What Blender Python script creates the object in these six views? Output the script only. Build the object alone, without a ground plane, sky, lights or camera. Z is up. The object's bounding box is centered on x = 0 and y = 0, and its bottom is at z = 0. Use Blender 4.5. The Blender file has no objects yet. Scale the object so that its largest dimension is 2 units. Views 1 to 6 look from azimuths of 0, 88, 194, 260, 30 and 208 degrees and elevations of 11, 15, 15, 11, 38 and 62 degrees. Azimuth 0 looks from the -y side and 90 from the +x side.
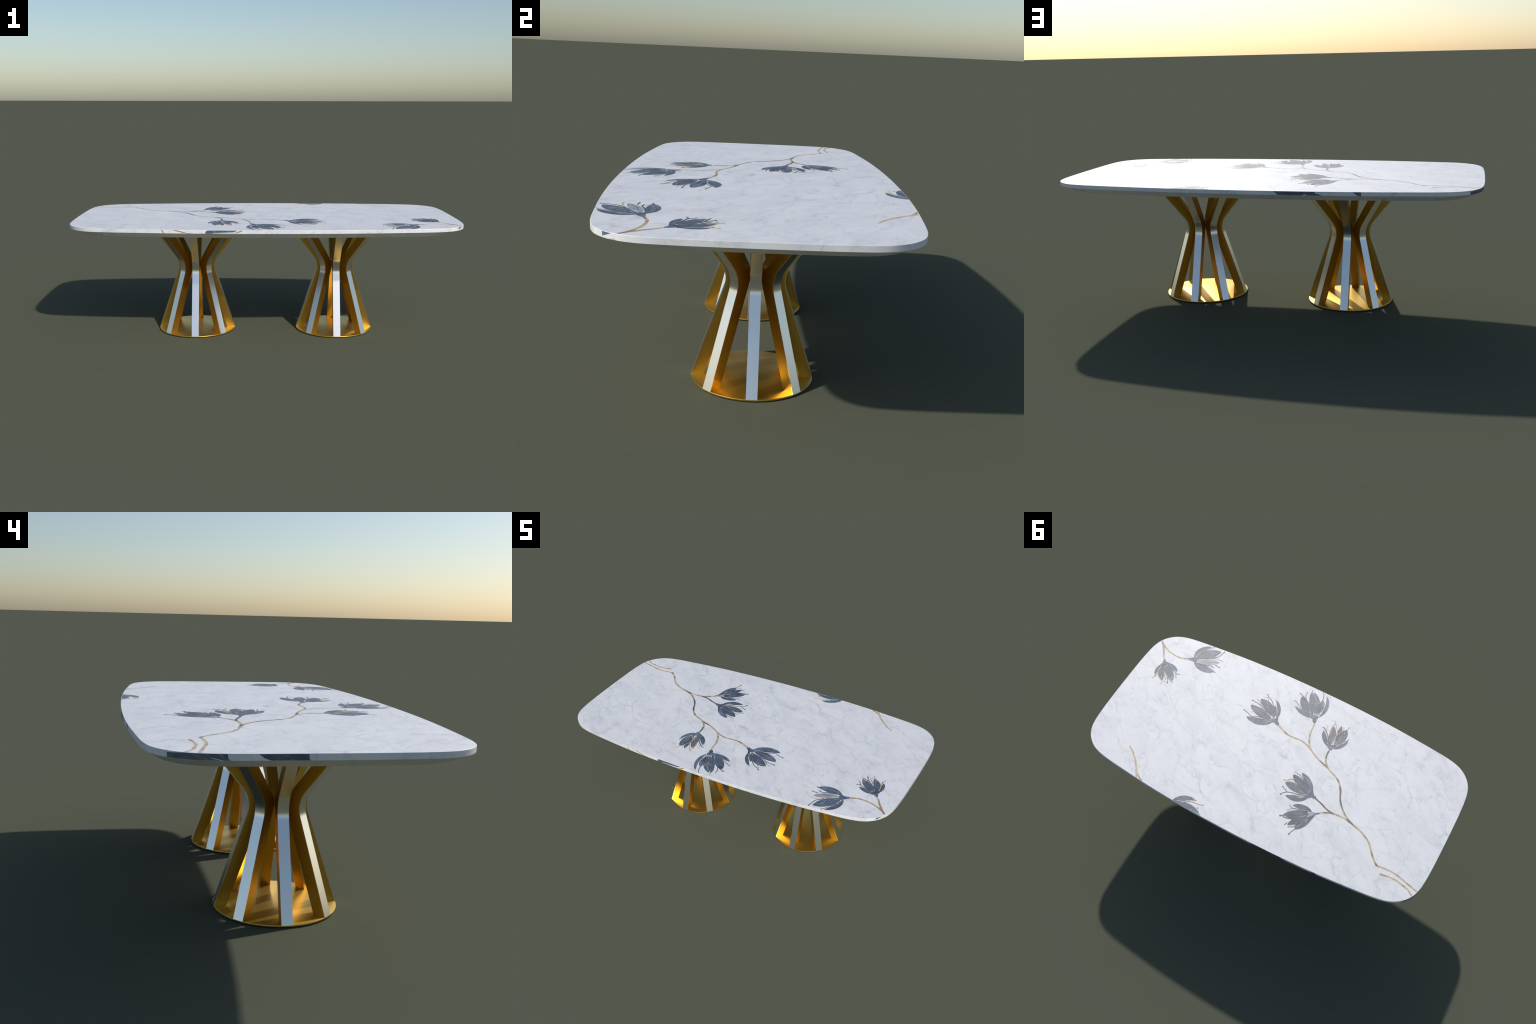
# A dining table: a marble top with an inlaid pattern of blue flowers on gold
# stems, carried by two pedestals of eight curved metal fins on a round plate.
import math
import random

import bmesh
import bpy
from mathutils import Vector

random.seed(7)

# ----------------------------------------------------------------- sizes (m)
TOP_Z = 0.6250            # upper face of the marble
EDGE_LOW_Z = 0.6073       # lower end of the upright edge
UNDER_Z = 0.5822          # flat underside
UNDER_SHARE = (0.945, 0.930)   # size of the flat underside against the top
PANEL_HALF, PANEL_Z = (0.69, 0.343), 0.5712
PEDESTAL_X = 0.3755
PLATE_R, PLATE_H = 0.2072, 0.0065
FIN_COUNT, FIN_WIDTH, TRIM_DEPTH = 8, 0.0366, 0.0026

# one quarter of the outline of the top, from the middle of the short side to
# the middle of the long side (mirrored for the other three)
QUARTER = [(1.0, 0.0), (0.9995, 0.10), (0.998, 0.18), (0.994, 0.255),
           (0.9885, 0.30), (0.977, 0.34), (0.957, 0.3755), (0.932, 0.402),
           (0.900, 0.4245), (0.866, 0.4385), (0.815, 0.4505), (0.680, 0.4665),
           (0.500, 0.4830), (0.330, 0.4930), (0.180, 0.4980), (0.0, 0.5)]


# ------------------------------------------------------------------- helpers
def smooth_path(points, steps=8, closed=False):
    """Centripetal Catmull-Rom curve through 2D points."""
    p = [Vector(q) for q in points]
    n = len(p)
    if n == 2 and not closed:
        return [p[0].lerp(p[1], i / steps) for i in range(steps + 1)]
    out = []
    for i in range(n if closed else n - 1):
        b, c = p[i], p[(i + 1) % n]
        a = p[i - 1] if closed or i else b + (b - c)
        d = p[(i + 2) % n] if closed or i + 2 < n else c + (c - b)
        t1 = max((b - a).length, 1e-6) ** 0.5
        t2 = t1 + max((c - b).length, 1e-6) ** 0.5
        t3 = t2 + max((d - c).length, 1e-6) ** 0.5
        for k in range(steps):
            t = t1 + (t2 - t1) * k / steps
            a1 = a * ((t1 - t) / t1) + b * (t / t1)
            a2 = b * ((t2 - t) / (t2 - t1)) + c * ((t - t1) / (t2 - t1))
            a3 = c * ((t3 - t) / (t3 - t2)) + d * ((t - t2) / (t3 - t2))
            b1 = a1 * ((t2 - t) / t2) + a2 * (t / t2)
            b2 = a2 * ((t3 - t) / (t3 - t1)) + a3 * ((t - t1) / (t3 - t1))
            out.append(b1 * ((t2 - t) / (t2 - t1)) + b2 * ((t - t1) / (t2 - t1)))
    if not closed:
        out.append(p[-1])
    return out


def full_outline():
    q = QUARTER
    loop = q + [(-x, y) for x, y in reversed(q)][1:]
    loop += [(-x, -y) for x, y in q][1:] + [(x, -y) for x, y in reversed(q)][1:-1]
    return loop


CORNERS = full_outline()                     # control points, anticlockwise
OUTLINE = smooth_path(CORNERS, 6, closed=True)
RUN = [0.0]                                  # running length along CORNERS
for i, point in enumerate(CORNERS):
    RUN.append(RUN[-1] + (Vector(CORNERS[(i + 1) % len(CORNERS)]) - Vector(point)).length)


def inset(loop, distance):
    """Parallel curve inside a closed anticlockwise loop."""
    n, out = len(loop), []
    for i in range(n):
        t = (loop[(i + 1) % n] - loop[i - 1]).normalized()
        out.append(loop[i] + Vector((-t.y, t.x)) * distance)
    return out


def on_edge(s):
    """Point and outward normal at running length s along the table edge."""
    s %= RUN[-1]
    i = max(k for k in range(len(CORNERS)) if RUN[k] <= s)
    f = (s - RUN[i]) / (RUN[i + 1] - RUN[i])
    k = i * 6 + f * 6
    a = OUTLINE[int(k) % len(OUTLINE)]
    b = OUTLINE[(int(k) + 1) % len(OUTLINE)]
    t = (b - a).normalized()
    return a.lerp(b, k - int(k)), Vector((t.y, -t.x))


def half_depth_at(x):
    """Half depth of the top at x, for trimming the inlay at the table edge."""
    x = min(abs(x), 0.9999)
    for (x0, y0), (x1, y1) in zip(QUARTER, QUARTER[1:]):
        if x1 <= x <= x0:
            return y0 + (y1 - y0) * (x0 - x) / (x0 - x1)
    return 0.5


def inside_top(p, margin=0.0022):
    x = max(-1 + margin, min(1 - margin, p.x))
    lim = half_depth_at(x) - margin
    if abs(p.y) <= lim:
        return Vector((x, p.y))
    if abs(x) < 0.86:
        return Vector((x, math.copysign(lim, p.y)))
    q = Vector((x, p.y))                     # near a corner: pull to the middle
    while abs(q.y) > half_depth_at(q.x) - margin:
        q *= 0.998
    return q


def make_object(name, bm, material, parent, smooth_angle=None, kind=None):
    bmesh.ops.recalc_face_normals(bm, faces=bm.faces)
    mesh = bpy.data.meshes.new(name)
    bm.to_mesh(mesh)
    bm.free()
    mesh.materials.append(material)
    if smooth_angle:
        mesh.shade_smooth()
        mesh.set_sharp_from_angle(angle=math.radians(smooth_angle))
    obj = bpy.data.objects.new(name, mesh)
    bpy.context.scene.collection.objects.link(obj)
    obj.parent = parent
    if kind:
        obj["kind"] = kind
    return obj


# ----------------------------------------------------------------- materials
def new_material(name):
    mat = bpy.data.materials.new(name)
    mat.use_nodes = True
    nodes, links = mat.node_tree.nodes, mat.node_tree.links
    shader = next(n for n in nodes if n.type == 'BSDF_PRINCIPLED')
    coords = nodes.new('ShaderNodeTexCoord')
    return mat, nodes, links, shader, coords.outputs['Object']


def mapping(nodes, links, source, rotation=0.0, scale=(1, 1, 1), shift=(0, 0, 0)):
    m = nodes.new('ShaderNodeMapping')
    m.inputs['Rotation'].default_value = (0, 0, rotation)
    m.inputs['Scale'].default_value = scale
    m.inputs['Location'].default_value = shift
    links.new(source, m.inputs['Vector'])
    return m.outputs['Vector']


def noise(nodes, links, source, scale, detail=4.0, rough=0.55, distortion=0.0):
    n = nodes.new('ShaderNodeTexNoise')
    n.inputs['Scale'].default_value = scale
    n.inputs['Detail'].default_value = detail
    n.inputs['Roughness'].default_value = rough
    n.inputs['Distortion'].default_value = distortion
    links.new(source, n.inputs['Vector'])
    return n.outputs['Fac']


def ramp(nodes, links, source, stops, mode='LINEAR'):
    r = nodes.new('ShaderNodeValToRGB')
    r.color_ramp.interpolation = mode
    els = r.color_ramp.elements
    while len(els) < len(stops):
        els.new(0.5)
    for e, (pos, col) in zip(els, stops):
        e.position = pos
        e.color = (*col, 1) if isinstance(col, tuple) else (col, col, col, 1)
    links.new(source, r.inputs['Fac'])
    return r.outputs['Color']


def math_node(nodes, links, op, a, b):
    m = nodes.new('ShaderNodeMath')
    m.operation = op
    for socket, v in zip(m.inputs, (a, b)):
        if isinstance(v, (int, float)):
            socket.default_value = v
        else:
            links.new(v, socket)
    return m.outputs[0]


def mix(nodes, links, fac, a, b, blend='MIX'):
    m = nodes.new('ShaderNodeMix')
    m.data_type = 'RGBA'
    m.blend_type = blend
    for socket, v in ((m.inputs[0], fac), (m.inputs[6], a), (m.inputs[7], b)):
        if isinstance(v, tuple):
            socket.default_value = (*v, 1)
        elif isinstance(v, (int, float)):
            socket.default_value = v
        else:
            links.new(v, socket)
    return m.outputs[2]


STONE_GLOSS = 0.52
STONE_IOR = 1.95
VEIN_TURN = math.radians(35)                 # veins run from +x-y to -x+y


def marble_material():
    mat, nodes, links, shader, obj = new_material('white_marble')
    # wavering coordinates, stretched along the run of the veins
    warp = nodes.new('ShaderNodeTexNoise')
    warp.inputs['Scale'].default_value = 5.0
    warp.inputs['Detail'].default_value = 5.0
    links.new(obj, warp.inputs['Vector'])
    sub = nodes.new('ShaderNodeVectorMath')
    sub.operation = 'SUBTRACT'
    sub.inputs[1].default_value = (0.5, 0.5, 0.5)
    links.new(warp.outputs['Color'], sub.inputs[0])
    scl = nodes.new('ShaderNodeVectorMath')
    scl.operation = 'SCALE'
    scl.inputs['Scale'].default_value = 0.11
    links.new(sub.outputs[0], scl.inputs[0])
    add = nodes.new('ShaderNodeVectorMath')
    links.new(obj, add.inputs[0])
    links.new(scl.outputs[0], add.inputs[1])
    turned = mapping(nodes, links, add.outputs[0], VEIN_TURN)
    along = mapping(nodes, links, turned, 0, (0.66, 1.25, 1.0))

    # soft clouds
    cloud = noise(nodes, links, along, 8.0, 7, 0.64)
    base = ramp(nodes, links, cloud, [(0.34, STONE_SHADE), (0.52, STONE), (0.64, STONE_LIGHT)])

    # thin broken veins where a noise crosses its middle value
    def vein(scale, width, shift, detail):
        v = noise(nodes, links, mapping(nodes, links, along, 0, (1, 1, 1), shift), scale, detail, 0.58)
        d = math_node(nodes, links, 'ABSOLUTE', math_node(nodes, links, 'SUBTRACT', v, 0.5), 0)
        return ramp(nodes, links, d, [(0.0, 1.0), (width * 0.35, 0.40), (width, 0.0)])

    def patches(shift, scale, low, high):
        v = noise(nodes, links, mapping(nodes, links, obj, 0, (1, 1, 1), shift), scale, 5, 0.65)
        return ramp(nodes, links, v, [(low, 0.0), (high, 1.0)])

    def times(a, b):
        return math_node(nodes, links, 'MULTIPLY', a, b)

    v1 = times(times(vein(4.2, 0.026, (0, 0, 0), 3.5), patches((3, 1, 0), 11.0, 0.40, 0.66)), 0.85)
    v2 = times(times(vein(9.0, 0.030, (5, 3, 0), 3), patches((9, 4, 0), 13.0, 0.44, 0.68)), 0.75)
    v3 = times(patches((2, 6, 0), 42.0, 0.58, 0.74), patches((1, 8, 0), 9.0, 0.46, 0.64))
    v4 = times(vein(2.4, 0.060, (1, 7, 0), 5), 0.16)
    # an irregular net of hairline veins
    net = nodes.new('ShaderNodeTexVoronoi')
    net.feature = 'DISTANCE_TO_EDGE'
    net.inputs['Scale'].default_value = 7.5
    links.new(along, net.inputs['Vector'])
    hair = ramp(nodes, links, net.outputs['Distance'], [(0.0, 1.0), (0.022, 0.45), (0.075, 0.0)])
    v5 = times(times(hair, patches((4, 2, 0), 16.0, 0.43, 0.62)), 0.62)
    total = math_node(nodes, links, 'ADD', v4, v5)
    total = math_node(nodes, links, 'ADD', total, math_node(nodes, links, 'ADD', v1, v2))
    total = math_node(nodes, links, 'ADD', total, times(v3, 0.55))
    total = math_node(nodes, links, 'MINIMUM', total, 1.0)
    colour = mix(nodes, links, times(total, 0.50), base, STONE_VEIN)
    links.new(colour, shader.inputs['Base Color'])
    shader.inputs['Roughness'].default_value = STONE_GLOSS
    shader.inputs['IOR'].default_value = STONE_IOR
    return mat


STONE = (0.800, 0.802, 0.814)
STONE_LIGHT = (0.825, 0.826, 0.835)
STONE_SHADE = (0.730, 0.735, 0.754)
STONE_VEIN = (0.330, 0.340, 0.370)


def inlay_material(name, stops, scale=26.0, distortion=0.6, sharp=False, detail=3.0):
    """Stone or metal inlay, mottled like watercolour between a few tones."""
    mat, nodes, links, shader, obj = new_material(name)
    n = noise(nodes, links, obj, scale, detail, 0.6, distortion)
    links.new(ramp(nodes, links, n, stops, 'CONSTANT' if sharp else 'LINEAR'), shader.inputs['Base Color'])
    shader.inputs['Roughness'].default_value = STONE_GLOSS
    shader.inputs['IOR'].default_value = STONE_IOR
    return mat


def petal_material():
    """Watercolour blue: pooled dark and washed-out patches, fine streaks."""
    mat, nodes, links, shader, obj = new_material('blue_petal')
    pool = noise(nodes, links, obj, 20.0, 5, 0.68, 0.8)
    wash = ramp(nodes, links, pool, [(0.32, (0.026, 0.038, 0.062)), (0.43, (0.062, 0.086, 0.128)),
                                     (0.55, (0.092, 0.124, 0.176)), (0.68, (0.205, 0.235, 0.285))])
    streak = noise(nodes, links, obj, 80.0, 3, 0.6, 3.0)
    tone = ramp(nodes, links, streak, [(0.32, 0.50), (0.50, 1.0), (0.70, 1.55)])
    colour = mix(nodes, links, 1.0, wash, tone, 'MULTIPLY')
    info = nodes.new('ShaderNodeObjectInfo')
    each = ramp(nodes, links, info.outputs['Random'], [(0.0, 0.78), (1.0, 1.25)])
    links.new(mix(nodes, links, 1.0, colour, each, 'MULTIPLY'), shader.inputs['Base Color'])
    shader.inputs['Roughness'].default_value = STONE_GLOSS
    shader.inputs['IOR'].default_value = STONE_IOR
    return mat


def metal_material(name, colour, roughness):
    mat, nodes, links, shader, obj = new_material(name)
    grain = noise(nodes, links, mapping(nodes, links, obj, 0, (60, 60, 4)), 5.0, 2, 0.5)
    tone = ramp(nodes, links, grain, [(0.3, tuple(c * 0.97 for c in colour)), (0.7, colour)])
    links.new(tone, shader.inputs['Base Color'])
    shader.inputs['Metallic'].default_value = 1.0
    shader.inputs['Roughness'].default_value = roughness
    return mat


MARBLE = marble_material()
GOLD_METAL = metal_material('satin_gold', (0.62, 0.39, 0.074), 0.36)
PLATE_METAL = metal_material('satin_gold_plate', (0.78, 0.515, 0.108), 0.38)
SILVER_METAL = metal_material('brushed_silver', (0.91, 0.89, 0.85), 0.24)
INLAY = {
    'blue': petal_material(),
    'vein_dark': inlay_material('petal_vein_dark', [(0.3, (0.024, 0.034, 0.056)), (0.7, (0.050, 0.066, 0.098))], 30),
    'vein_light': inlay_material('petal_vein_light', [(0.35, (0.100, 0.130, 0.180)), (0.65, (0.235, 0.265, 0.310))], 30),
    'darkblue': inlay_material('dusky_blue_petal', [(0.3, (0.055, 0.068, 0.090)), (0.7, (0.095, 0.110, 0.140))]),
    'violet': inlay_material('violet_grey_petal', [(0.3, (0.110, 0.120, 0.175)), (0.7, (0.170, 0.180, 0.230))]),
    'pale': inlay_material('pale_grey_petal', [(0.3, (0.240, 0.265, 0.320)), (0.7, (0.400, 0.415, 0.455))]),
    'dark': inlay_material('bronze_stamen', [(0.40, (0.048, 0.042, 0.038)), (0.62, (0.150, 0.108, 0.068))], 14),
    'gold': inlay_material('gold_stamen', [(0.3, (0.420, 0.270, 0.105)), (0.7, (0.600, 0.420, 0.190))], 18),
    'tan': inlay_material('tan_stamen', [(0.3, (0.150, 0.105, 0.065)), (0.7, (0.300, 0.215, 0.130))], 18),
    'light': inlay_material('cream_line', [(0.3, (0.500, 0.400, 0.290)), (0.7, (0.640, 0.560, 0.450))], 18),
    'white': inlay_material('white_gap', [(0.3, (0.700, 0.700, 0.680)), (0.7, (0.800, 0.800, 0.790))], 18),
    'stem': inlay_material('gold_stem', [(0.36, (0.120, 0.086, 0.060)), (0.40, (0.260, 0.170, 0.095)),
                                         (0.45, (0.480, 0.340, 0.180)), (0.51, (0.560, 0.430, 0.270)),
                                         (0.565, (0.420, 0.280, 0.130)), (0.61, (0.120, 0.086, 0.060))],
                           12.0, 0.2, detail=1.0),
    'goldstem': inlay_material('bright_gold_stem', [(0.36, (0.300, 0.190, 0.090)), (0.46, (0.500, 0.350, 0.170)),
                                                    (0.58, (0.620, 0.490, 0.330)), (0.68, (0.430, 0.290, 0.130))],
                               11.0, detail=1.0),
    'edgeblue': inlay_material('dark_blue_edge', [(0.32, (0.022, 0.032, 0.050)), (0.52, (0.045, 0.078, 0.125)),
                                                  (0.72, (0.090, 0.140, 0.200))], 30),
}

# --------------------------------------------------------------- root object
table = bpy.data.objects.new('dining_table', None)
bpy.context.scene.collection.objects.link(table)
table["label"] = "marble dining table with blue flower inlay on two gold pedestals"
table["category"] = "dining table"


# ------------------------------------------------------------------ tabletop
def build_tabletop():
    bm = bmesh.new()
    profile = [(0.0012, TOP_Z), (0.0003, TOP_Z - 0.0004), (0.0, TOP_Z - 0.0012),
               (0.0, EDGE_LOW_Z + 0.0006), (0.0006, EDGE_LOW_Z)]
    rings = []
    for d, z in profile:
        rings.append([bm.verts.new((p.x, p.y, z)) for p in inset(OUTLINE, d)])
    for more, z in ((0.0008, UNDER_Z + 0.0008), (-0.0012, UNDER_Z)):
        rings.append([bm.verts.new((p.x * (UNDER_SHARE[0] + more), p.y * (UNDER_SHARE[1] + more), z)) for p in OUTLINE])
    for a, b in zip(rings, rings[1:]):
        for i in range(len(a)):
            j = (i + 1) % len(a)
            bm.faces.new((a[i], b[i], b[j], a[j]))
    bm.faces.new(rings[0])
    bm.faces.new(list(reversed(rings[-1])))
    return make_object('tabletop', bm, MARBLE, table, smooth_angle=12)


def build_under_panel():
    """Board under the top that the pedestals are fixed to, set well inwards."""
    bm = bmesh.new()
    high, low = UNDER_Z + 0.002, PANEL_Z
    bmesh.ops.create_cube(bm, size=1.0)
    for v in bm.verts:
        v.co = (v.co.x * 2 * PANEL_HALF[0], v.co.y * 2 * PANEL_HALF[1], high if v.co.z > 0 else low)
    bmesh.ops.bevel(bm, geom=list(bm.edges), offset=0.0008, segments=1, affect='EDGES')
    return make_object('under_panel', bm, MARBLE, table, smooth_angle=12)


tabletop = build_tabletop()
build_under_panel()

# --------------------------------------------------------------------- inlay
layer = [0]


def next_height():
    """Each inlaid piece stands a hair higher than the one it overlaps."""
    layer[0] += 1
    return TOP_Z + 0.00012 + 0.0000018 * layer[0]


def slab(outlines, material, name, rise=0.0):
    """Thin solid pieces set into the top; outlines are closed 2D loops."""
    bm = bmesh.new()
    z = next_height() + rise
    for loop in outlines:
        pts = []
        for p in loop:
            q = inside_top(p)
            if not pts or (q - pts[-1]).length > 1e-5:
                pts.append(q)
        if (pts[0] - pts[-1]).length < 1e-5:
            pts.pop()
        if len(pts) < 3:
            continue
        top = [bm.verts.new((p.x, p.y, z)) for p in pts]
        low = [bm.verts.new((p.x, p.y, TOP_Z - 0.0015)) for p in pts]
        bm.faces.new(top)
        for i in range(len(pts)):
            j = (i + 1) % len(pts)
            bm.faces.new((top[i], low[i], low[j], top[j]))
        bm.faces.new(list(reversed(low)))
    return make_object(name, bm, material, tabletop)


def ribbon(path, widths):
    """Closed loop around a path with a width at each path point."""
    left, right = [], []
    n = len(path)
    for i, p in enumerate(path):
        t = (path[min(i + 1, n - 1)] - path[max(i - 1, 0)]).normalized()
        side = Vector((-t.y, t.x)) * widths[i] / 2
        left.append(p + side)
        right.append(p - side)
    return left + right[::-1]


def disc(c, r, n=14):
    return [c + Vector((math.cos(2 * math.pi * i / n), math.sin(2 * math.pi * i / n))) * r for i in range(n)]


def through(a, m, b, steps=12):
    """Curve from a to b that passes through m."""
    t = (m - a).length / ((m - a).length + (b - m).length)
    t = max(0.25, min(0.75, t))
    c = (m - a * (1 - t) ** 2 - b * t ** 2) / (2 * t * (1 - t))
    path = [a]
    for i in range(1, steps):
        u = i / steps
        chord = a * (1 - u) + b * u
        curve = a * (1 - u) ** 2 + c * (2 * u * (1 - u)) + b * u ** 2
        path.append(chord + (curve - chord) * (4 * u * (1 - u)) ** -0.24)
    return path + [b]


class Bloom:
    """One inlaid flower; positions in millimetres from its heart."""

    def __init__(self, x, y):
        self.heart = Vector((x, y))

    def at(self, p):
        return self.heart + Vector(p[:2]) * 0.001

    def petal(self, tone, marks):
        base, one, tip, other = (self.at(m) for m in marks)
        base = base.lerp(self.heart, 0.30)
        loop = through(base, one, tip) + through(tip, other, base)[1:-1]
        slab([loop], INLAY[tone], 'petal')
        self.veins(base, one, tip, other)

    def veins(self, base, one, tip, other):
        """Fine dark and washed-out lines that follow the length of a petal."""
        left, right = through(base, one, tip, 14), through(base, other, tip, 14)
        for tones, shares in (('vein_dark', (0.26, 0.62)), ('vein_light', (0.43, 0.80))):
            loops = []
            for share in shares:
                f = share + random.uniform(-0.07, 0.07)
                i0, i1 = random.randint(2, 6), random.randint(9, 13)
                path = [left[i].lerp(right[i], f + 0.04 * math.sin(i * 1.1 + share * 9)) for i in range(i0, i1)]
                n = len(path) - 1
                if n < 2:
                    continue
                wide = random.uniform(0.0010, 0.0026)
                loops.append(ribbon(path, [wide * math.sin(math.pi * (0.08 + 0.84 * k / n)) for k in range(n + 1)]))
            if loops:
                slab(loops, INLAY[tones], 'petal_vein')["kind"] = 'stuff'

    def calyx(self, tone, lobes):
        """Swollen base of the flower: a chain of round lobes (x, y, radius)."""
        (c0, r0), *rest = [(self.at(v), v[2] * 0.001) for v in lobes]
        hull = [] if rest else disc(c0, r0)
        for c1, r1 in rest:
            d = (c1 - c0).normalized()
            n = Vector((-d.y, d.x))
            a = math.atan2(n.y, n.x)
            arc0 = [c0 + Vector((math.cos(a + math.pi * k / 8), math.sin(a + math.pi * k / 8))) * r0 for k in range(9)]
            arc1 = [c1 + Vector((math.cos(a - math.pi * k / 8), math.sin(a - math.pi * k / 8))) * r1 for k in range(9)]
            hull.append(arc0 + arc1[::-1])
            c0, r0 = c1, r1
        for loop in hull if rest else [hull]:
            slab([loop], INLAY[tone], 'calyx')

    def stamen(self, tone, marks, width, anther=False):
        path = smooth_path([self.at(m) for m in marks], 6)
        n = len(path) - 1
        w = [width * 0.00124 * (1.12 - 0.27 * i / n) for i in range(n + 1)]
        slab([ribbon(path, w)], INLAY[tone], 'stamen', 0.0002)
        if anther:
            slab([disc(path[-1], width * 0.00125)], INLAY[tone], 'anther', 0.0002)

    def sliver(self, tone, marks, width):
        path = smooth_path([self.at(m) for m in marks], 6)
        n = len(path) - 1
        w = [width * (0.0007 if tone == 'white' else 0.001) * math.sin(math.pi * (0.06 + 0.88 * i / n)) for i in range(n + 1)]
        slab([ribbon(path, w)], INLAY[tone], 'petal_highlight', 0.0001)


def stem(marks, width=0.0095, tone='stem'):
    path = smooth_path([Vector(m) * 0.001 for m in marks], 8)
    widths = [width * (1 + 0.13 * math.sin(0.55 * i + marks[0][0])) for i in range(len(path))]
    slab([ribbon(path, widths)], INLAY[tone], 'stem')


# stems (millimetres on the table plane)
stem([(-982.3, 321.4), (-948.1, 313.5), (-893.9, 299.9), (-842.2, 288.6), (-795.7, 289.1), (-746, 295.6)], tone='goldstem')
stem([(-746, 295.6), (-716.5, 271.2), (-685.6, 236.2), (-654.4, 200.9), (-625, 181.8), (-589.1, 166.1), (-535.2, 151.3), (-486.1, 127.3), (-441.3, 87.7), (-417, 54.7), (-393.6, 6.5), (-368.1, -27), (-339.7, -49.5), (-304.9, -63.9), (-266.2, -81.2), (-220.6, -94.9), (-170.5, -116.4), (-139.5, -134), (-105, -149.8), (-65.6, -158.1), (-28, -154.7), (16.3, -155.3), (54, -167.5), (85.8, -180.7)])
stem([(-968, 354.3), (-936.8, 334.5), (-906.3, 326.6), (-867.9, 318.7), (-829.5, 319.1), (-777.4, 328.1)], tone='goldstem')
stem([(-534.4, 150.3), (-490.1, 143.3), (-439.5, 144.3), (-414.1, 147.1), (-377.4, 140), (-340.9, 125.7), (-301.8, 114.9)])
stem([(-439.5, 144.3), (-411.9, 150.6), (-378.5, 165.7), (-342.1, 194.6)])
stem([(-277.7, -75.4), (-253.6, -98.7), (-239.6, -120.5), (-231.9, -151), (-230.8, -177.9)])
stem([(-143.3, -131), (-116.9, -161.6), (-100.5, -193.1), (-89.4, -227.8), (-83.8, -271.3), (-80.3, -290.1)])
stem([(969.5, -353.7), (943.1, -332.3), (904, -313.6), (857.6, -302.2), (808.6, -301.1), (764.8, -315.6)], tone='goldstem')
stem([(956.9, -342), (939.3, -322.7), (914.5, -290.2), (898.7, -264.5), (884.2, -249.8)], tone='goldstem')
stem([(731.7, 329.9), (701.4, 348), (664, 379.3), (631.4, 415.2), (608.2, 446.1), (590.6, 474)], tone='goldstem')
stem([(613.9, 439.6), (586.3, 460.4), (552.8, 476.7)], tone='goldstem')

# open bloom, mid front
bloom = Bloom(0.116, -0.199)
bloom.petal('blue', [(15.6, 20.2), (56.2, 63.1), (157.9, 55.8), (87.9, 27.8)])
bloom.petal('blue', [(30.3, 5.7), (114, 16.6), (173.8, -25.1), (111.4, -33.1)])
bloom.petal('blue', [(15.8, -35), (43, -54.4), (54.2, -88.8), (28.9, -70.1)])
bloom.petal('blue', [(21.6, -19.3), (100.2, -39.5), (144.2, -85.9), (79.4, -88.2)])
bloom.petal('blue', [(1.4, -29.7), (36.5, -79.3), (65.7, -122.4), (14.8, -85.8)])
bloom.calyx('blue', [(13.9, 3.1, 14.7), (-0.5, -0.3, 13.3)])
bloom.calyx('blue', [(-9.1, 6.3, 11.2), (-20.9, 12.9, 8.7)])
bloom.calyx('blue', [(4.3, -26.2, 6.3), (-0.6, -11.7, 8.4)])
bloom.stamen('dark', [(27.4, 13.6), (71.1, 17.3), (102.4, 25.4), (135.8, 38.5), (162.9, 28.8), (189.7, 22.7)], 3.2, anther=True)
bloom.stamen('dark', [(36, -4.4), (70.3, -15.8), (100.2, -33.7), (124.4, -47.2), (154.6, -53.5), (179.6, -55.1)], 3.6, anther=True)
bloom.stamen('dark', [(115.2, -42.6), (129.5, -56), (141.7, -68.6)], 2.9)
bloom.stamen('gold', [(141.7, -68.6), (158.1, -74.1)], 2.9, anther=True)
bloom.stamen('dark', [(17.9, -18.5), (36.4, -48.4), (59.2, -80.1), (77.5, -101), (98.5, -114.7), (115.3, -120.9), (123.8, -130)], 3.2, anther=True)
bloom.stamen('dark', [(98.4, -97), (108.9, -106.8), (115.5, -116.9)], 2.2)
bloom.stamen('gold', [(114.8, -111.4), (121.9, -109.3), (127.2, -104)], 1.8, anther=True)
bloom.stamen('light', [(16.4, -46.3), (29.5, -69.7), (52.9, -89.5)], 2.9)
bloom.stamen('light', [(73, -125.1), (65.5, -129.4)], 3.6)
bloom.stamen('gold', [(145.2, 16.9), (143.6, 8.3)], 2.2)
bloom.sliver('light', [(161.4, -22.4), (122.1, -11.6), (93, -1), (60.3, 7.4)], 1.7)
bloom.sliver('light', [(134.3, -81.7), (105.9, -81.1), (75.6, -75.7)], 2)
bloom.sliver('pale', [(95.3, 46.2), (78.4, 41.5)], 2.5)
bloom.sliver('white', [(76.5, -23.8), (51.3, -16.9), (23.7, -14.3)], 3.9)
bloom.sliver('white', [(50.5, 19), (34, 22.1), (21.3, 15.9)], 2.8)
bloom.sliver('white', [(29.8, -31), (25.1, -24)], 2.2)
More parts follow.
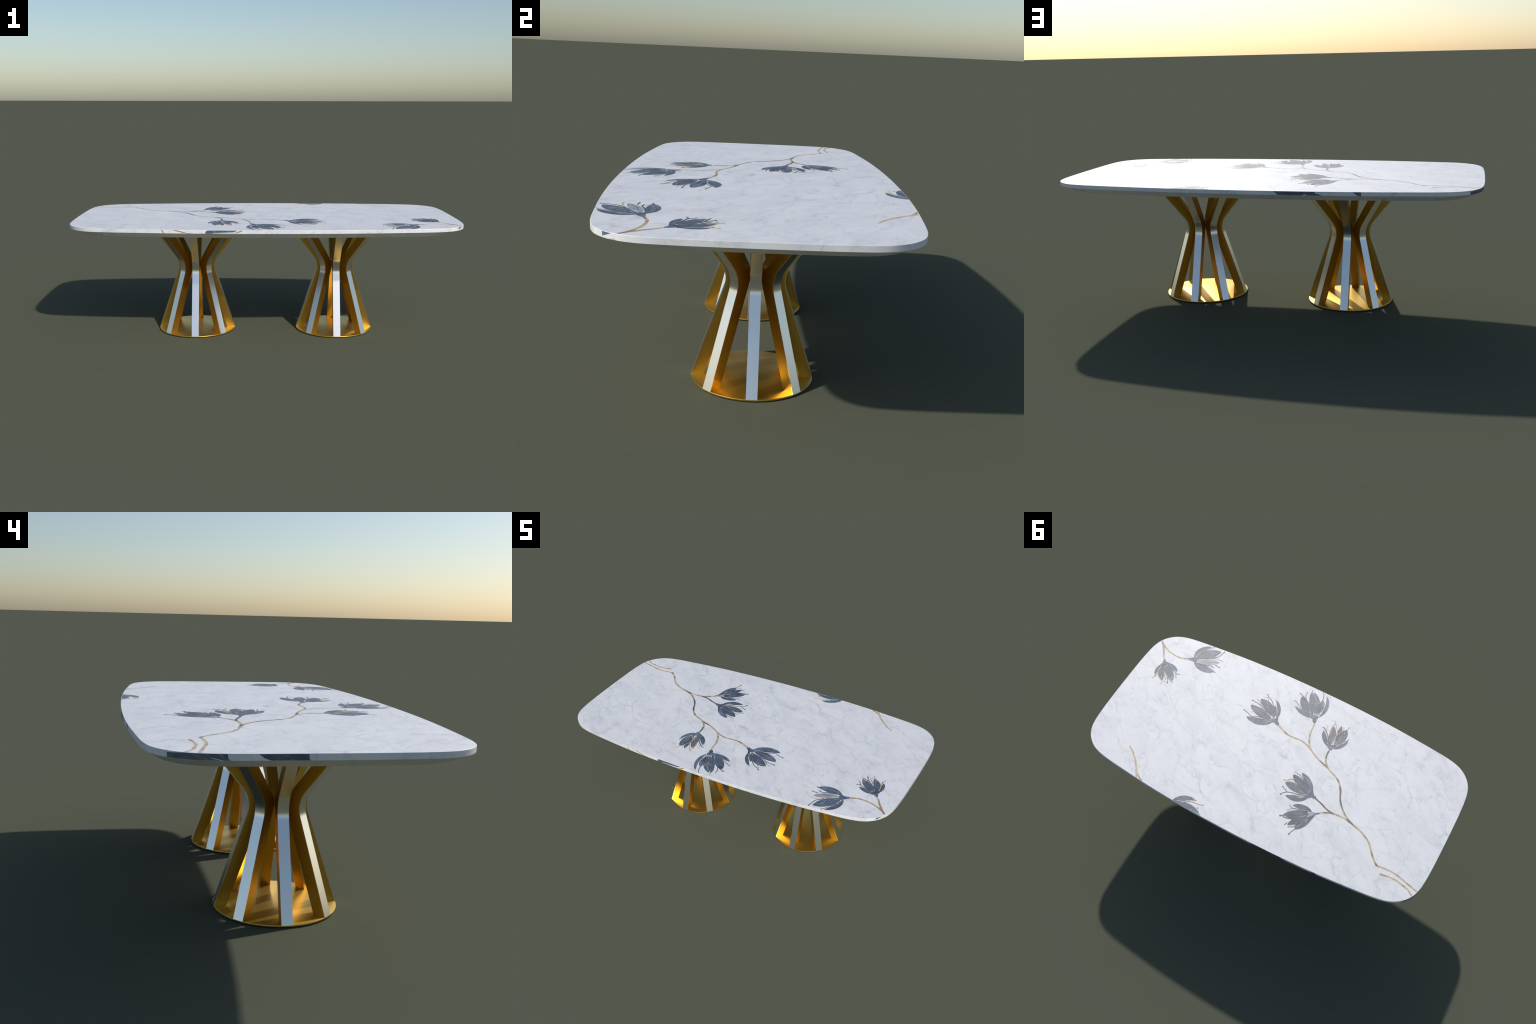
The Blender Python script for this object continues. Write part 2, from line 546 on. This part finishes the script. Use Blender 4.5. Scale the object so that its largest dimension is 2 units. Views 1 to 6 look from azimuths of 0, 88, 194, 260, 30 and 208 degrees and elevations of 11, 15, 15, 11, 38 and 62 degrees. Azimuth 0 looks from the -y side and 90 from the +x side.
# upright bloom at the front edge
bloom = Bloom(-0.069, -0.33)
bloom.petal('blue', [(27.5, 18.6), (83.6, 22.5), (138, -8.7), (83.2, -3.8)])
bloom.petal('blue', [(26, 3.4), (107.1, -22.3), (134.4, -86.3), (80.9, -64.4)])
bloom.petal('blue', [(-2.2, -16.4), (47.8, -83.1), (89.3, -141.4), (32.9, -107.2)])
bloom.petal('blue', [(17.2, -15), (80.4, -68.6), (94.6, -137.5), (36.4, -81.7)])
bloom.petal('blue', [(-4.4, -42.7), (16.4, -77.5), (15.7, -117.9), (-5.5, -89.8)])
bloom.petal('blue', [(-10.8, -0.1), (-12, -68.2), (15, -153.8), (-32.3, -89.4)])
bloom.calyx('blue', [(19.6, 9.4, 10.5), (8.1, 3.8, 15.4), (0.2, 0.3, 13.3)])
bloom.calyx('darkblue', [(-0.1, 19.2, 11.9), (-6, 30.2, 9.8)])
bloom.stamen('dark', [(33.1, 11.2), (58.4, 6.3), (92.6, -9.1), (123, -23.1), (151.8, -40), (163.1, -39.5)], 2.9)
bloom.stamen('dark', [(21.4, -3.1), (62.4, -43.6), (88.5, -67.9), (120.6, -85.2), (140.1, -93.9), (151, -95.7)], 3.6, anther=True)
bloom.stamen('dark', [(103.7, -81), (116.5, -97.3), (119.4, -119.5)], 2.9, anther=True)
bloom.stamen('dark', [(89.2, -89.1), (97, -114.3), (98.8, -133.1), (98.9, -147)], 2.5, anther=True)
bloom.stamen('dark', [(8.1, -14.4), (18.4, -49.1), (30.4, -73.4), (46.3, -95.7)], 3.6)
bloom.stamen('gold', [(46.3, -95.7), (61.4, -108.8), (67, -119.4)], 4.3)
bloom.stamen('dark', [(-7.1, -19.2), (14.4, -70.8), (21.2, -94.3), (21.3, -125.5), (28.7, -148.9), (44.5, -169.7)], 3.6)
bloom.sliver('white', [(92.8, -135.5), (69.3, -116.1)], 2.5)
bloom.sliver('white', [(55.7, -28), (42.5, -12.3), (28.6, 0)], 2.8)
bloom.sliver('white', [(20.7, -45.9), (15.1, -27.8), (15.7, -12.1), (34, -26.8)], 2.2)
bloom.sliver('white', [(13.5, -126), (-2.3, -103.6), (-12.1, -81.8)], 2.8)
bloom.sliver('light', [(-12.9, -80.3), (-7.5, -52.1)], 2.2)
bloom.sliver('pale', [(110.1, -59.6), (95.2, -45.6)], 2)
bloom.sliver('white', [(-0.3, -15.3), (3.8, -32.2)], 3.4)
bloom.sliver('pale', [(-8.3, -27.5), (-15.2, -34.3)], 2.8)
# gold-edged bloom
bloom = Bloom(-0.232, -0.192)
bloom.petal('blue', [(20.2, -5.3), (68.8, -33.3), (87.2, -86.5), (50, -53.2)])
bloom.petal('blue', [(8.3, -91.7), (16.8, -120.6), (13.5, -157.3), (-2.1, -133.1)])
bloom.petal('violet', [(12.6, -39), (46.7, -77.4), (48, -135), (15.5, -95)])
bloom.petal('blue', [(14.5, -21.4), (37.4, -47.3), (47.7, -73.1), (23, -49.9)])
bloom.petal('blue', [(-13, -35), (3.6, -88.7), (-23.5, -149.9), (-45.4, -105.2)])
bloom.petal('blue', [(-10.6, -6.2), (-31.6, -44.6), (-62.3, -88.8), (-49.5, -30.9)])
bloom.calyx('blue', [(8.6, -10, 14.7), (-0.4, -0.4, 11.2)])
bloom.calyx('blue', [(7.4, -10.7, 13.3), (-10.8, -21, 9.8)])
bloom.stamen('dark', [(20.6, -18), (46.6, -58.9), (71.7, -85.8), (91.4, -99.1), (101.8, -100.8)], 4.3)
bloom.stamen('gold', [(74.3, -93.8), (77.7, -112.5), (80.4, -122.3)], 2.5, anther=True)
bloom.stamen('gold', [(12.1, -31.9), (12.1, -74.6), (12.1, -100.7), (26.2, -126.5), (46.2, -153.1), (57.5, -165.7)], 3.2)
bloom.stamen('gold', [(45.7, -72.4), (52.7, -104.1), (54.7, -138.8)], 5.4)
bloom.stamen('gold', [(54.7, -138.8), (49.7, -156.8)], 2.9)
bloom.stamen('gold', [(-1.2, -48.7), (11.7, -86), (-1.4, -115.8), (-8.7, -138.7), (-1.6, -157.3)], 2.9)
bloom.stamen('gold', [(-25.1, -149.9), (-31, -175.8)], 3.6)
bloom.stamen('dark', [(-30.7, -52.4), (-37.7, -69.3), (-56.7, -87.4), (-60.7, -104.5)], 2.9)
bloom.stamen('gold', [(-14.7, -28.7), (-30.7, -52.4)], 2.9)
bloom.sliver('white', [(-20.5, -134.1), (-24.5, -113.9)], 2.2)
bloom.sliver('white', [(4, -25.4), (4.9, -54.5)], 4.5)
bloom.sliver('white', [(-13.2, -31.5), (-8.5, -52.8)], 3.4)
bloom.sliver('white', [(34.1, -28.8), (24.2, -15.9)], 3.4)
# upper side bloom
bloom = Bloom(-0.267, 0.104)
bloom.petal('blue', [(0.6, 29.6), (37.4, 71.6), (114.9, 71.4), (66.9, 45.5)])
bloom.petal('blue', [(13.4, 5.9), (107.4, 27.8), (152.5, 2.8), (87.8, -15.4)])
bloom.petal('blue', [(14.6, -10.7), (98.2, -17.4), (137.8, -57.9), (77.1, -55.5)])
bloom.petal('blue', [(-4, -16), (63.3, -52.7), (103, -88.9), (41.6, -75.5)])
bloom.calyx('blue', [(7.6, 13.8, 17.5), (-0.3, -0.1, 16.8)])
bloom.calyx('blue', [(2.8, -17.3, 8.4), (-5.2, 0.6, 12.6)])
bloom.calyx('blue', [(-12.9, 6.5, 9.8), (-25.8, 7.8, 9.5)])
bloom.stamen('dark', [(19.4, 23), (38.7, 27), (66.6, 37.6), (92.1, 41.6), (115.9, 51.6), (129.7, 62.8), (138.2, 77.9)], 3.6, anther=True)
bloom.stamen('dark', [(115.4, 49.6), (134, 41.1), (150.8, 33.2)], 2.9, anther=True)
bloom.stamen('dark', [(13.4, 5.9), (46.4, -1.4), (70.6, -12), (93.2, -16.7)], 3.6)
bloom.stamen('gold', [(93.2, -16.7), (118.4, -14.7), (144.1, -10.7), (162.9, -5.4)], 3.2, anther=True)
bloom.stamen('dark', [(105.7, -25.4), (126.5, -29.4), (136.7, -25.4), (145.5, -16)], 2.2)
bloom.stamen('dark', [(12.7, -18.6), (48.3, -42), (74.3, -58.8), (97.6, -70.3), (122.8, -73.8)], 3.6)
bloom.stamen('gold', [(122.8, -73.8), (135.6, -74.5)], 2.9, anther=True)
bloom.stamen('light', [(56.7, 78.2), (54.6, 89)], 2.2)
bloom.stamen('gold', [(60, 44.2), (41.2, 42.2), (17.9, 31.6)], 3.2)
bloom.sliver('pale', [(76.8, 10.6), (33.1, 11.8)], 2.8)
bloom.sliver('white', [(96.2, 50.9), (62.7, 44.8)], 2.8)
bloom.sliver('white', [(56.4, 50.7), (37.5, 46.1), (25, 38.2)], 3.1)
bloom.sliver('pale', [(81.6, -72.3), (67.7, -69.5), (47, -65.4), (34.1, -50)], 2.2)
bloom.sliver('white', [(47.8, 35.6), (22.4, 31.6)], 2.2)
bloom.sliver('white', [(28.6, 23.1), (12.2, 5.2)], 2.2)
# lower side bloom
bloom = Bloom(-0.337, 0.196)
bloom.petal('blue', [(22.2, -6), (77.4, 12.5), (122.2, 12.4), (74.1, -18.1)])
bloom.petal('blue', [(25.3, 19.3), (101.7, 34.6), (139.9, 88), (72.7, 71)])
bloom.petal('blue', [(39, 55.3), (85.4, 86.4), (92.4, 124.3), (57.5, 98.9)])
bloom.petal('blue', [(2.7, 24.9), (48.3, 77.1), (49.4, 128.9), (8.8, 86.3)])
bloom.calyx('blue', [(3.4, 15.3, 11.2), (-0.4, -0.3, 7)])
bloom.calyx('blue', [(5.8, 33.3, 9.1), (4.3, 19.1, 11.2)])
bloom.calyx('pale', [(16.6, 10.2, 13.3), (6.4, 1.1, 8.4)])
bloom.stamen('dark', [(33.4, 7), (65.4, 15), (92.8, 20.3), (114.3, 28.3)], 3.6)
bloom.stamen('dark', [(114.3, 28.3), (125.9, 23.8), (137.4, 16.7)], 2.5)
bloom.stamen('gold', [(114, 28.9), (127.4, 43.2), (135.7, 52.9)], 2.9)
bloom.stamen('dark', [(23.3, 31.5), (44.2, 54.1), (77.1, 76.8), (108.1, 89.2), (128.2, 93.9), (142.4, 90.2), (150.1, 95.4)], 4, anther=True)
bloom.stamen('dark', [(142.4, 90.2), (132, 73.5)], 1.8)
bloom.stamen('dark', [(39.7, 54.1), (52.2, 81), (56.1, 101.4), (58.6, 116), (85.5, 132.8)], 3.2)
bloom.stamen('dark', [(48.1, 129.8), (55.9, 145.6), (60.5, 164.5)], 3.2, anther=True)
bloom.stamen('dark', [(99.6, 112.7), (105.3, 132.4)], 2.9)
bloom.sliver('white', [(138.1, 87), (126.8, 88.1), (104.8, 84.1)], 3.4)
bloom.sliver('white', [(56.7, 56.1), (42, 38.7), (29, 26.4)], 2.5)
bloom.sliver('white', [(89, 126.5), (71.7, 116.8), (59.1, 101.4)], 2.8)
bloom.sliver('white', [(47.9, 116.5), (30.3, 85.3)], 2)
bloom.sliver('white', [(20.9, 66.7), (15.8, 39.8)], 2.2)
bloom.sliver('white', [(120.3, 17.3), (108.3, 19.8), (94.2, 17.8)], 3.4)
bloom.sliver('white', [(68.6, 11.8), (35, 1.2)], 2.2)
# small bloom in the front right corner
bloom = Bloom(0.87, -0.229)
bloom.petal('blue', [(5.9, 19.5), (19, 70.2), (1.7, 100.2), (-1.4, 62.7)])
bloom.petal('blue', [(-5.7, 21.2), (-5.2, 79), (-57, 112.6), (-42.2, 66.2)])
bloom.petal('blue', [(-21.1, 12.5), (-45.9, 55.9), (-108.6, 85.4), (-89, 41.8)])
bloom.petal('blue', [(-21.2, -6.2), (-62, 16.1), (-99.6, 17.8), (-69.8, -6.8)])
bloom.calyx('blue', [(10, -13.5, 7), (0.4, -0.2, 12.3)])
bloom.calyx('blue', [(4.6, 18.8, 8.4), (-8.2, 11.5, 11.2), (-17, -1.8, 9.8)])
bloom.stamen('gold', [(2.6, 30), (-0.4, 61.2), (-5.9, 82.7), (-2.7, 106.9), (0.6, 122.9)], 3.2, anther=True)
bloom.stamen('dark', [(-4.1, 95.9), (-9.4, 109.1)], 2.9)
bloom.stamen('gold', [(-2.2, 74.5), (-19.5, 95.3), (-54.1, 116.2), (-62.5, 131.6)], 3.2, anther=True)
bloom.stamen('dark', [(-10.5, 20.5), (-42.4, 55.9), (-66.6, 76.8), (-85.8, 98.3), (-90.6, 109.7)], 3.6, anther=True)
bloom.stamen('dark', [(-46.4, 69.9), (-60.3, 88.5), (-73.7, 101.1)], 2.5)
bloom.stamen('dark', [(-72, 79.8), (-98.8, 89), (-117.8, 94.3)], 2.9)
bloom.stamen('dark', [(-24.8, 2.1), (-61.6, 18.4), (-95.3, 30), (-111.3, 33.2), (-121.5, 27.5)], 3.2)
bloom.stamen('dark', [(-95.3, 30), (-116.5, 58.7)], 2.9)
bloom.stamen('dark', [(-65.6, 117.8), (-71.6, 108.4)], 2.2)
bloom.sliver('light', [(-15.4, 19.9), (-24.5, 31.2)], 3.4)
bloom.sliver('light', [(-20.7, 10.6), (-29.4, 11.9)], 3.4)
bloom.sliver('pale', [(-62.1, 40.6), (-74.7, 51.9), (-89.7, 61.7)], 2)
bloom.sliver('white', [(-55.4, 73), (-74.4, 96.7)], 3.4)
bloom.sliver('pale', [(-32.8, 83.7), (-51.8, 107.4)], 4.5)
bloom.sliver('white', [(-54.2, 12.3), (-79, 20.9), (-97.8, 20.4)], 2.5)
bloom.sliver('white', [(-75.8, 77.7), (-104.2, 83.9)], 2.8)
bloom.sliver('white', [(-5.9, 82.7), (-5.4, 95.1)], 2.8)
# wide bloom in the front right corner
bloom = Bloom(0.741, -0.328)
bloom.petal('blue', [(-0.6, -19.3), (7.8, -74.4), (-53.5, -129.7), (-24.3, -73.6)])
bloom.petal('blue', [(-16, -19.7), (-41.1, -91.6), (-119.3, -126.3), (-100, -72.4)])
bloom.petal('pale', [(-30.8, -7.2), (-69.3, -40.4), (-146.4, -56), (-97.9, -11)])
bloom.petal('blue', [(-22.8, 16.1), (-88.4, 1.7), (-155.6, 14), (-86.5, 45.9)])
bloom.calyx('blue', [(15.2, 8.4, 8.7), (-0.3, -0.3, 11.9)])
bloom.calyx('blue', [(-0.7, 0.5, 12.6), (-14.7, -2.2, 14)])
bloom.calyx('blue', [(-7.3, -16.8, 8.4), (-21.8, 6.2, 9.8)])
bloom.stamen('tan', [(-7.3, -33.5), (-22.2, -71.4), (-39.7, -93.9), (-51.1, -115.2), (-70.4, -137.8)], 2.9)
bloom.stamen('dark', [(-22.5, -15), (-54.4, -39.3), (-94, -59.6)], 4)
bloom.stamen('dark', [(-94, -59.6), (-121.5, -85.6), (-130.4, -113.7), (-135.3, -134.3)], 3.2, anther=True)
bloom.stamen('gold', [(-89.4, -52.8), (-115.2, -67.4), (-138.3, -72.2), (-159.4, -71.6)], 2.2, anther=True)
bloom.stamen('dark', [(-32.7, 12.5), (-64.5, 4.9), (-93.9, -3.5), (-119.8, -12), (-137.9, -7.8)], 3.6)
bloom.stamen('dark', [(-137.5, -28.2), (-166.4, -26)], 2.9, anther=True)
bloom.stamen('gold', [(-122.2, -27.8), (-137.9, -38.7), (-149.7, -62)], 2.2)
bloom.stamen('dark', [(-153.2, 14.3), (-159.5, 14.9)], 2.9, anther=True)
bloom.sliver('white', [(-9.9, -35), (-17, -51.6)], 2.8)
bloom.sliver('white', [(-5.2, -48.1), (-20.9, -70.6)], 2.5)
bloom.sliver('white', [(-20.9, -20.3), (-46.5, -37.9)], 2.2)
bloom.sliver('white', [(-29.9, -8.7), (-43.4, -20.5), (-60.8, -34.5)], 3.4)
bloom.sliver('white', [(-30.2, 5.7), (-52.9, 3.1)], 2.8)
bloom.sliver('light', [(-43.3, 21), (-68.2, 27.5), (-94.6, 31.1)], 2.2)
bloom.sliver('pale', [(-102.6, 24.5), (-123.5, 13.7)], 2.5)
bloom.sliver('white', [(-87.5, -55.9), (-107.6, -79.8), (-118.5, -113.3)], 2.8)
bloom.sliver('pale', [(-70.8, -54.8), (-82.6, -86.6), (-95.1, -103.2)], 1.7)
bloom.sliver('pale', [(-37, -58.7), (-65.3, -77.9)], 1.7)
bloom.sliver('white', [(-103.6, -1.8), (-123.4, -0.6), (-141.5, 6.6)], 2.5)
# bloom cut off by the back edge
bloom = Bloom(0.349, 0.496)
bloom.petal('blue', [(0.4, 0.5), (-22.8, -45), (-101, -65.4), (-55.6, -31)])
bloom.petal('blue', [(-19.6, -0.5), (-89.5, -29.8), (-165.5, -5.2), (-83.7, 10.7)])
bloom.stamen('dark', [(-14.9, -3), (-33.5, -13.4), (-47.9, -20.7)], 2.9)
bloom.stamen('gold', [(-47.9, -20.7), (-80.8, -41), (-97.2, -47.6)], 4.3)
bloom.stamen('gold', [(-97.2, -47.6), (-115.1, -49.2), (-143.9, -53.6), (-159.7, -63.4)], 2.9)
bloom.stamen('gold', [(-92.4, -55.2), (-111.1, -65.7)], 4.3)
bloom.stamen('gold', [(-134, -32.8), (-144, -28.3)], 5)
bloom.stamen('gold', [(-164.5, 2), (-171.4, -6.9)], 2.9)
bloom.sliver('pale', [(-99.1, 0.3), (-118.9, -5.8)], 4.5)
bloom.sliver('white', [(-17.9, -8.1), (-42.3, -24.4)], 3.4)
bloom.sliver('white', [(-60.2, -36.1), (-73.8, -44.7)], 2.8)
bloom.sliver('white', [(-150.2, 1.7), (-160.3, -2.2)], 5.6)

# ------------------------------------------------- pattern on the upright edge
def edge_piece(name, tone, marks, rise=0.0004):
    """A flush piece of the pattern on the upright edge of the top.
    Marks are (running length along the edge in mm, height share 0..1)."""
    low, high = EDGE_LOW_Z + 0.0009, TOP_Z - 0.0011
    first, last = min(m[0] for m in marks), max(m[0] for m in marks)
    stops = {m[0] for m in marks}
    stops |= {first + (last - first) * k / 40 for k in range(41)}
    bm = bmesh.new()
    columns = []
    for s in sorted(stops):
        cuts = []
        for (s0, h0), (s1, h1) in zip(marks, marks[1:] + marks[:1]):
            if min(s0, s1) <= s <= max(s0, s1):
                cuts += [h0, h1] if abs(s1 - s0) < 1e-6 else [h0 + (h1 - h0) * (s - s0) / (s1 - s0)]
        p, n = on_edge(s * 0.001)
        column = []
        for depth, h in ((rise, max(cuts)), (rise, min(cuts)), (-0.001, min(cuts)), (-0.001, max(cuts))):
            q = p + n * depth
            column.append(bm.verts.new((q.x, q.y, low + (high - low) * max(0.0, min(1.0, h)))))
        columns.append(column)
    for a, b in zip(columns, columns[1:]):
        for k in range(4):
            m = (k + 1) % 4
            bm.faces.new((a[k], a[m], b[m], b[k]))
    bm.faces.new(columns[0])
    bm.faces.new(columns[-1][::-1])
    bmesh.ops.remove_doubles(bm, verts=bm.verts, dist=1e-6)
    return make_object(name, bm, INLAY[tone], tabletop)


def edge_line(tone, marks, width):
    """A line of the pattern crossing the edge; width in mm along the edge."""
    for (s0, h0), (s1, h1) in zip(marks, marks[1:]):
        w = width / 2
        edge_piece('stem', tone, [(s0 - w, h0), (s1 - w, h1), (s1 + w, h1), (s0 + w, h0)], 0.0006)


# long front side
edge_line('goldstem', [(3586, 1), (3597, 0)], 8)
edge_line('goldstem', [(3645, 1), (3669, 0.62), (3694, 0.26), (3722, 0)], 20)
edge_piece('petal', 'edgeblue', [(3795, 0), (3797, 0.6), (3806, 1), (3952, 1), (3930, 0.46), (3887, 0.34), (3840, 0.28), (3826, 0)])
edge_line('light', [(3828, 0), (3850, 0.22), (3890, 0.20), (3938, 0.26), (3958, 0.6), (3972, 1)], 12)
edge_line('stem', [(3840, 0), (3870, 0.12), (3907, 0.10), (3938, 0.18), (3956, 0.45), (3971, 1)], 14)
edge_line('light', [(3770, 0), (3792, 0.12)], 14)
# front right corner
edge_piece('petal', 'blue', [(5049, 1), (5083, 1), (5050, 0.24)])
edge_piece('stem', 'light', [(5074, 0), (5091, 0.26), (5100, 0)])
# long back side
edge_piece('petal', 'edgeblue', [(1482, 1), (1502, 0), (1608, 0), (1620, 0.3), (1632, 0), (1695, 0), (1679, 0.38), (1667, 0.5), (1665, 1)])
edge_line('tan', [(1612, 1), (1630, 0.5)], 8)
edge_piece('petal', 'edgeblue', [(1825, 1), (1847, 0), (1861, 0), (1859, 1)])
# left short side
edge_piece('petal', 'edgeblue', [(2319, 0.78), (2319, 0), (2482, 0), (2475, 0.34), (2474, 1), (2370, 1)])
edge_line('tan', [(2388, 0.85), (2403, 0.5), (2430, 0)], 9)
edge_line('tan', [(2455, 1), (2466, 0.2)], 6)
edge_line('white', [(2436, 0.35), (2462, 0)], 8)
edge_piece('petal', 'edgeblue', [(2549, 1), (2563, 0.36), (2580, 0), (2677, 0), (2671, 0.5), (2673, 1)])
edge_line('tan', [(2610, 1), (2622, 0.5)], 6)


# ----------------------------------------------------------------- pedestals
# outer and inner outline of a fin (radius, height): foot, bend, a point on the arm
OUTER = [Vector((0.2072, 0.006)), Vector((0.0876, 0.364)), Vector((0.2015, 0.505))]
INNER = [Vector((0.1645, 0.006)), Vector((0.0385, 0.3665)), Vector((0.1685, 0.532))]


def contour(marks, radius, depth=0.0, steps=14):
    """Waisted outline: straight leg, round bend, straight arm; moved towards
    the axis by depth and cut level at both ends."""
    foot, knee, arm = marks
    d1, d2 = (knee - foot).normalized(), (arm - knee).normalized()
    n1, n2 = Vector((-d1.y, d1.x)), Vector((-d2.y, d2.x))
    turn = d1.angle(d2)
    knee = knee + (n1 + n2).normalized() * (depth / math.cos(turn / 2))
    start = knee - d1 * (radius * math.tan(turn / 2))
    centre = start - n1 * radius
    bend = [centre + n1.slerp(n2, i / steps) * radius for i in range(steps + 1)]
    z_foot, z_arm = PLATE_H - 0.0008, PANEL_Z + 0.0010
    a = bend[0] + d1 * ((z_foot - bend[0].y) / d1.y)
    b = bend[-1] + d2 * ((z_arm - bend[-1].y) / d2.y)
    return ([a.lerp(bend[0], k / 6) for k in range(6)] + bend
            + [bend[-1].lerp(b, k / 5) for k in range(1, 6)])


def bent_bar(name, near, far, width, material, bevel):
    """A bar between two parallel contours, extruded sideways."""
    bm = bmesh.new()
    h = width / 2
    rows = []
    for o, i in zip(near, far):
        rows.append([bm.verts.new((o.x, -h, o.y)), bm.verts.new((o.x, h, o.y)),
                     bm.verts.new((i.x, h, i.y)), bm.verts.new((i.x, -h, i.y))])
    for a, b in zip(rows, rows[1:]):
        for k in range(4):
            m = (k + 1) % 4
            bm.faces.new((a[k], a[m], b[m], b[k]))
    bm.faces.new(rows[0][::-1])
    bm.faces.new(rows[-1])
    edges = [e for e in bm.edges if e.calc_face_angle(0) > math.radians(50)]
    bmesh.ops.recalc_face_normals(bm, faces=bm.faces)
    bmesh.ops.bevel(bm, geom=edges, offset=bevel, segments=2, profile=0.5, affect='EDGES')
    return make_object(name, bm, material, None, smooth_angle=30)


def build_plate(name):
    bm = bmesh.new()
    n = 128
    profile = [(PLATE_R - 0.0012, 0.0), (PLATE_R - 0.0004, 0.0006), (PLATE_R, 0.0016),
               (PLATE_R, PLATE_H - 0.0014), (PLATE_R - 0.0005, PLATE_H - 0.0004), (PLATE_R - 0.0015, PLATE_H)]
    rings = [[bm.verts.new((r * math.cos(2 * math.pi * k / n), r * math.sin(2 * math.pi * k / n), z))
              for k in range(n)] for r, z in profile]
    for a, b in zip(rings, rings[1:]):
        for k in range(n):
            m = (k + 1) % n
            bm.faces.new((a[k], a[m], b[m], b[k]))
    bm.faces.new(rings[0][::-1])
    bm.faces.new(rings[-1])
    return make_object(name, bm, PLATE_METAL, table, smooth_angle=30)


fin_master = bent_bar('fin', contour(OUTER, 0.0916, TRIM_DEPTH * 0.6), contour(INNER, 0.045),
                      FIN_WIDTH - 0.0006, GOLD_METAL, 0.0005)
trim_master = bent_bar('fin_facing', contour(OUTER, 0.090), contour(OUTER, 0.0926, TRIM_DEPTH),
                       FIN_WIDTH, SILVER_METAL, 0.0005)
masters_used = False
for side in (-1, 1):
    plate = build_plate('base_plate')
    plate.location = (side * PEDESTAL_X, 0, 0)
    for k in range(FIN_COUNT):
        for master in (fin_master, trim_master):
            if masters_used:
                piece = master.copy()
                bpy.context.scene.collection.objects.link(piece)
            else:
                piece = master
            piece.parent = plate
            piece.rotation_euler = (0, 0, 2 * math.pi * k / FIN_COUNT)
        masters_used = True
